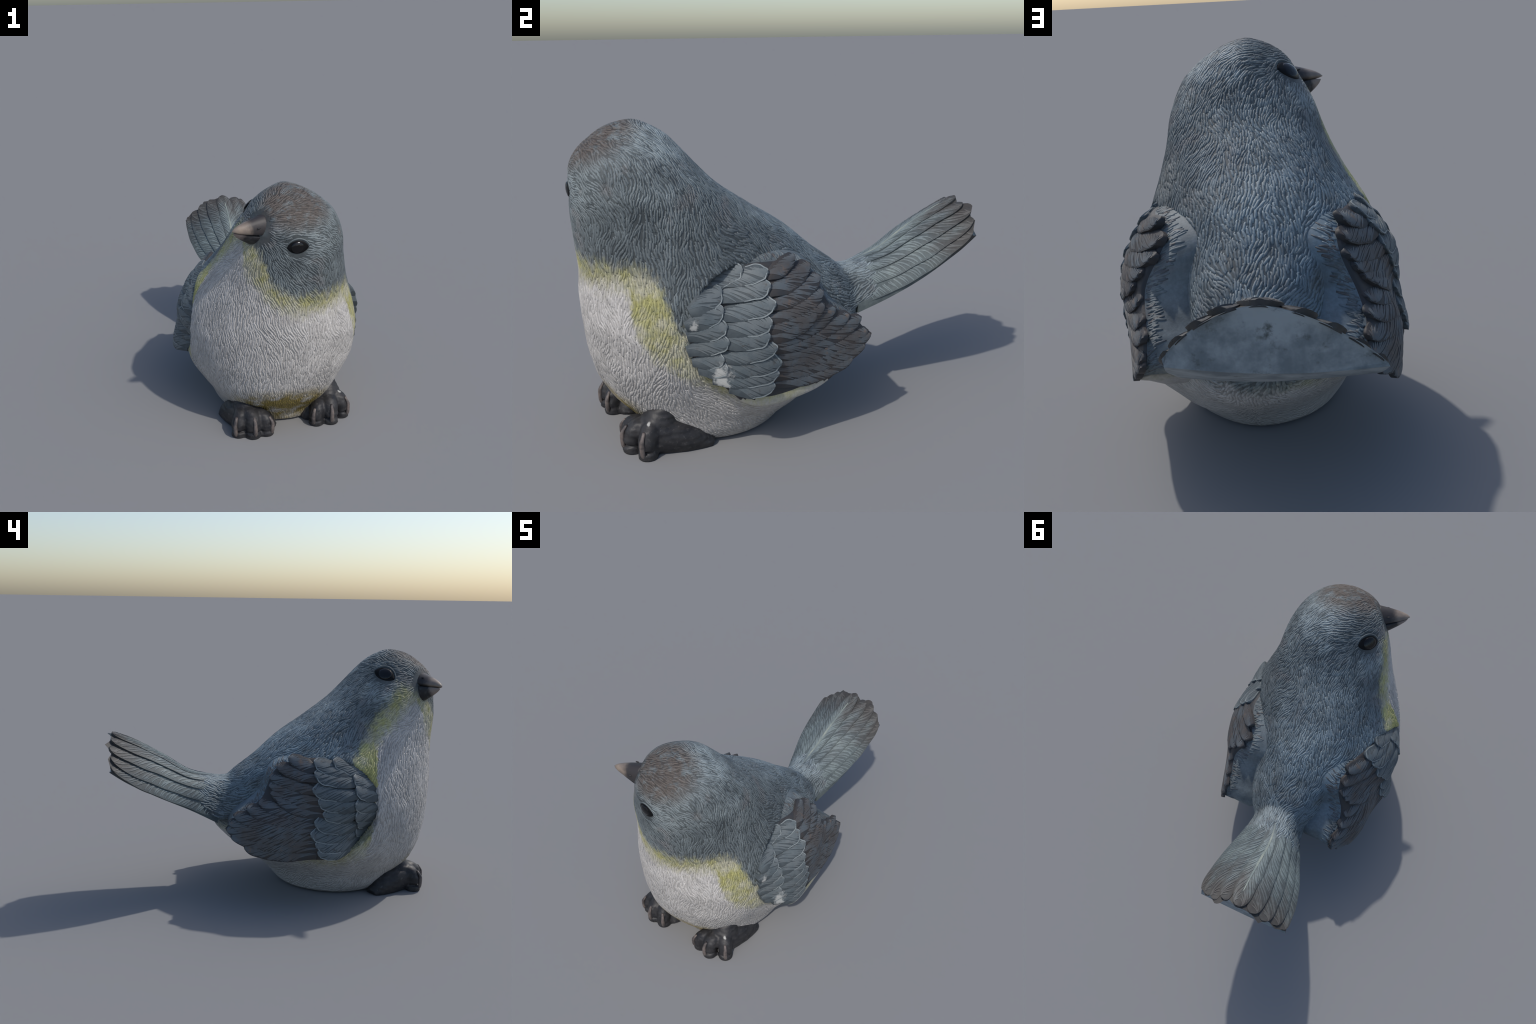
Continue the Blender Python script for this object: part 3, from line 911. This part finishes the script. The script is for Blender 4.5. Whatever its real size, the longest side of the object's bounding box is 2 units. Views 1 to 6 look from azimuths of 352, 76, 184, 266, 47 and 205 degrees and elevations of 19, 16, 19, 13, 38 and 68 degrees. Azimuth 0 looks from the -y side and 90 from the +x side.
def eye(center, sg, lx, ly):
    """Glossy almond bead with a low moulded lid."""
    c, n = on_body(center)
    n = unit(n * 0.8 + sg * HE * 0.2)
    f = unit(HF - n * HF.dot(n)); u = unit(np.cross(n, f))
    if u[2] < 0: u = -u
    nr, na = 14, 48
    verts, faces = [], []

    def outline(a):
        ca, sa = math.cos(a), math.sin(a)
        x = lx * ca
        y = ly * math.copysign(abs(sa) ** (1.6 if ca > 0 else 1.4), sa) * (1.0 if sa > 0 else 0.92)
        return x, y - 0.12 * ly * ca

    for i in range(nr):
        r = i / (nr - 1)
        for j in range(na):
            x, y = outline(2 * math.pi * j / na)
            hgt = 0.007 * max(0, 1 - r * r) ** 0.6 + 0.005 * sstep(1, 0.9, r) - 0.004
            q, m = on_body(c + f * x * r + u * y * r)
            verts.append(q + n * hgt)
    for i in range(nr - 1):
        for j in range(na):
            k = (j + 1) % na
            faces.append((i * na + j, (i + 1) * na + j, (i + 1) * na + k, i * na + k))
    me = make_mesh("eye", verts, faces); fix_normals(me)
    ob = link("eye", me, PARTS["head"], [M_EYE])
    # the bead in the painted almond, and the moulded lid edges above and below
    bead = bpy.data.meshes.new("eyeball"); bm = bmesh.new()
    bmesh.ops.create_uvsphere(bm, u_segments=28, v_segments=16, radius=1)
    bm.to_mesh(bead); bm.free()
    co = np.empty(len(bead.vertices) * 3); bead.vertices.foreach_get("co", co)
    ax = np.stack([f * ly * 0.98, u * ly * 0.82, n * 0.011], 1)
    bead.vertices.foreach_set("co", (co.reshape(-1, 3) @ ax.T + c + n * 0.002).ravel())
    bead.polygons.foreach_set("use_smooth", [True] * len(bead.polygons))
    link("eyeball", bead, ob, [M_BEAD])
    st = Strokes()
    C, N = [], []
    for a in np.linspace(0.06 * math.pi, 0.94 * math.pi, 22):
        x, y = outline(a)
        q, m = on_body(c + f * x * 1.05 + u * y * 1.20)
        C.append(q); N.append(m)
    st.add(C, N, 0.009, 0.004, 0, 0.004, 0.4)
    st.build("eyelid", PARTS["head"], [M_STROKES[0]])
    return ob


eye(EYE_R, -1, 0.076, 0.045)
eye(EYE_L, 1, 0.062, 0.038)


# ------------------------------------------------------------------ feet
def foot(toes, heel, crest, seg_w, inner, name="foot"):
    """Chunky moulded foot: toes arching from the crest down to the ground, a wedge back to the heel."""
    verts, faces = [], []

    def tube(pts, rads, n=20):
        nonlocal verts, faces
        pts = np.array(pts, float)
        t = np.linspace(0, 1, len(pts)); q = np.linspace(0, 1, 18)
        C = pchip(t, pts, q); R = pchip(t, rads, q)[:, 0]
        T = unit(np.gradient(C, axis=0))
        S = unit(np.cross(T, np.array([0, 0, 1.0]))); U = np.cross(S, T)
        rings = [[c + r * (math.cos(a) * s + math.sin(a) * u) for a in np.linspace(0, 2 * math.pi, n, endpoint=False)]
                 for c, r, s, u in zip(C, R, S, U)]
        v, f = loft(rings)
        faces += [tuple(i + len(verts) for i in g) for g in f]
        verts += v

    crest = np.array(crest, float); heel = np.array(heel, float)
    claws = []
    for (tx, ty, kn, w) in toes:
        tip = np.array([tx, ty, 0.0])
        bk = unit(np.r_[(crest - tip)[:2], 0])
        back = crest * 0.75 + tip * 0.25
        knuckle = tip + bk * 0.022; knuckle[2] = kn
        tube([np.r_[(crest + bk * 0.06)[:2], 0.06], np.r_[(tip * 0.45 + crest * 0.55)[:2], kn * 0.80], np.r_[(tip + bk * 0.045)[:2], kn * 0.74], np.r_[(tip + bk * 0.026)[:2], kn * 0.36], np.r_[(tip + bk * 0.03)[:2], -0.02]],
             [w * 1.15, w * 1.14, w * 1.05, w * 0.98, w * 1.05])
        claws.append((tip, bk, kn, w))
    tube([np.r_[crest[:2], 0.07], np.r_[(crest * 0.5 + heel * 0.5)[:2], 0.045], np.r_[heel[:2], -0.01]], [seg_w, seg_w * 0.85, seg_w * 0.4])
    tube([np.r_[crest[:2], -0.02], np.r_[crest[:2], crest[2] - seg_w * 0.8], np.r_[(crest + [0, 0.05, 0])[:2], crest[2] + 0.03]], [seg_w * 1.1, seg_w * 0.95, seg_w * 0.5])
    tube([np.r_[crest[:2], 0.08], np.r_[(crest[:2] * 0.4 + np.array(inner) * 0.6), 0.045], np.r_[inner, -0.01]], [0.07, 0.06, 0.035])
    me = remeshed(verts, faces, 0.007, 3)
    V, N = mesh_arrays(me)
    V[:, 2] = np.maximum(V[:, 2], 0.0)
    # wrinkles across the toes
    k = np.array([noise.noise(Vector((v[0] * 20, v[1] * 20, v[2] * 60))) for v in V])
    V = V + N * (k * 0.004)[:, None] * (V[:, 2:3] > 0.01)
    V[:, 2] = np.maximum(V[:, 2], 0.0)
    me.vertices.foreach_set("co", V.ravel()); me.update()
    me.polygons.foreach_set("use_smooth", [True] * len(me.polygons))
    me.name = name
    ft = link(name, me, bird, [M_CHARCOAL])
    for tip, bk, kn, w in claws:
        C = np.array([tip + bk * 0.005 + [0, 0, kn * 0.95], tip - bk * 0.016 + [0, 0, kn * 0.62], tip - bk * 0.014 + [0, 0, kn * 0.25], tip - bk * 0.006 + [0, 0, 0.006]])
        C = pchip([0, 1, 2, 3], C, np.linspace(0, 3, 12))
        rings = []
        for i, c in enumerate(C):
            t = i / 11; r = w * (0.08 + 0.20 * math.sin(math.pi * min(1, 0.12 + t * 0.72)))
            s = np.array([-bk[1], bk[0], 0])
            rings.append([c + s * r * math.cos(a) - bk * 0.9 * r * math.sin(a) for a in np.linspace(0, 2 * math.pi, 14, endpoint=False)])
        v, f = loft(rings)
        cm = make_mesh("claw", v, f); fix_normals(cm)
        link("claw", cm, ft, [M_CLAW])
    return ft


foot([(-0.056, -0.884, 0.120, 0.043), (-0.150, -0.908, 0.135, 0.045), (-0.250, -0.880, 0.130, 0.042)], (-0.295, -0.59, 0), (-0.178, -0.765, 0.165), 0.100, (-0.030, -0.80))
foot([(0.214, -0.830, 0.110, 0.043), (0.316, -0.832, 0.130, 0.044), (0.418, -0.762, 0.135, 0.043)], (0.345, -0.45, 0), (0.318, -0.68, 0.178), 0.100, (0.168, -0.735))
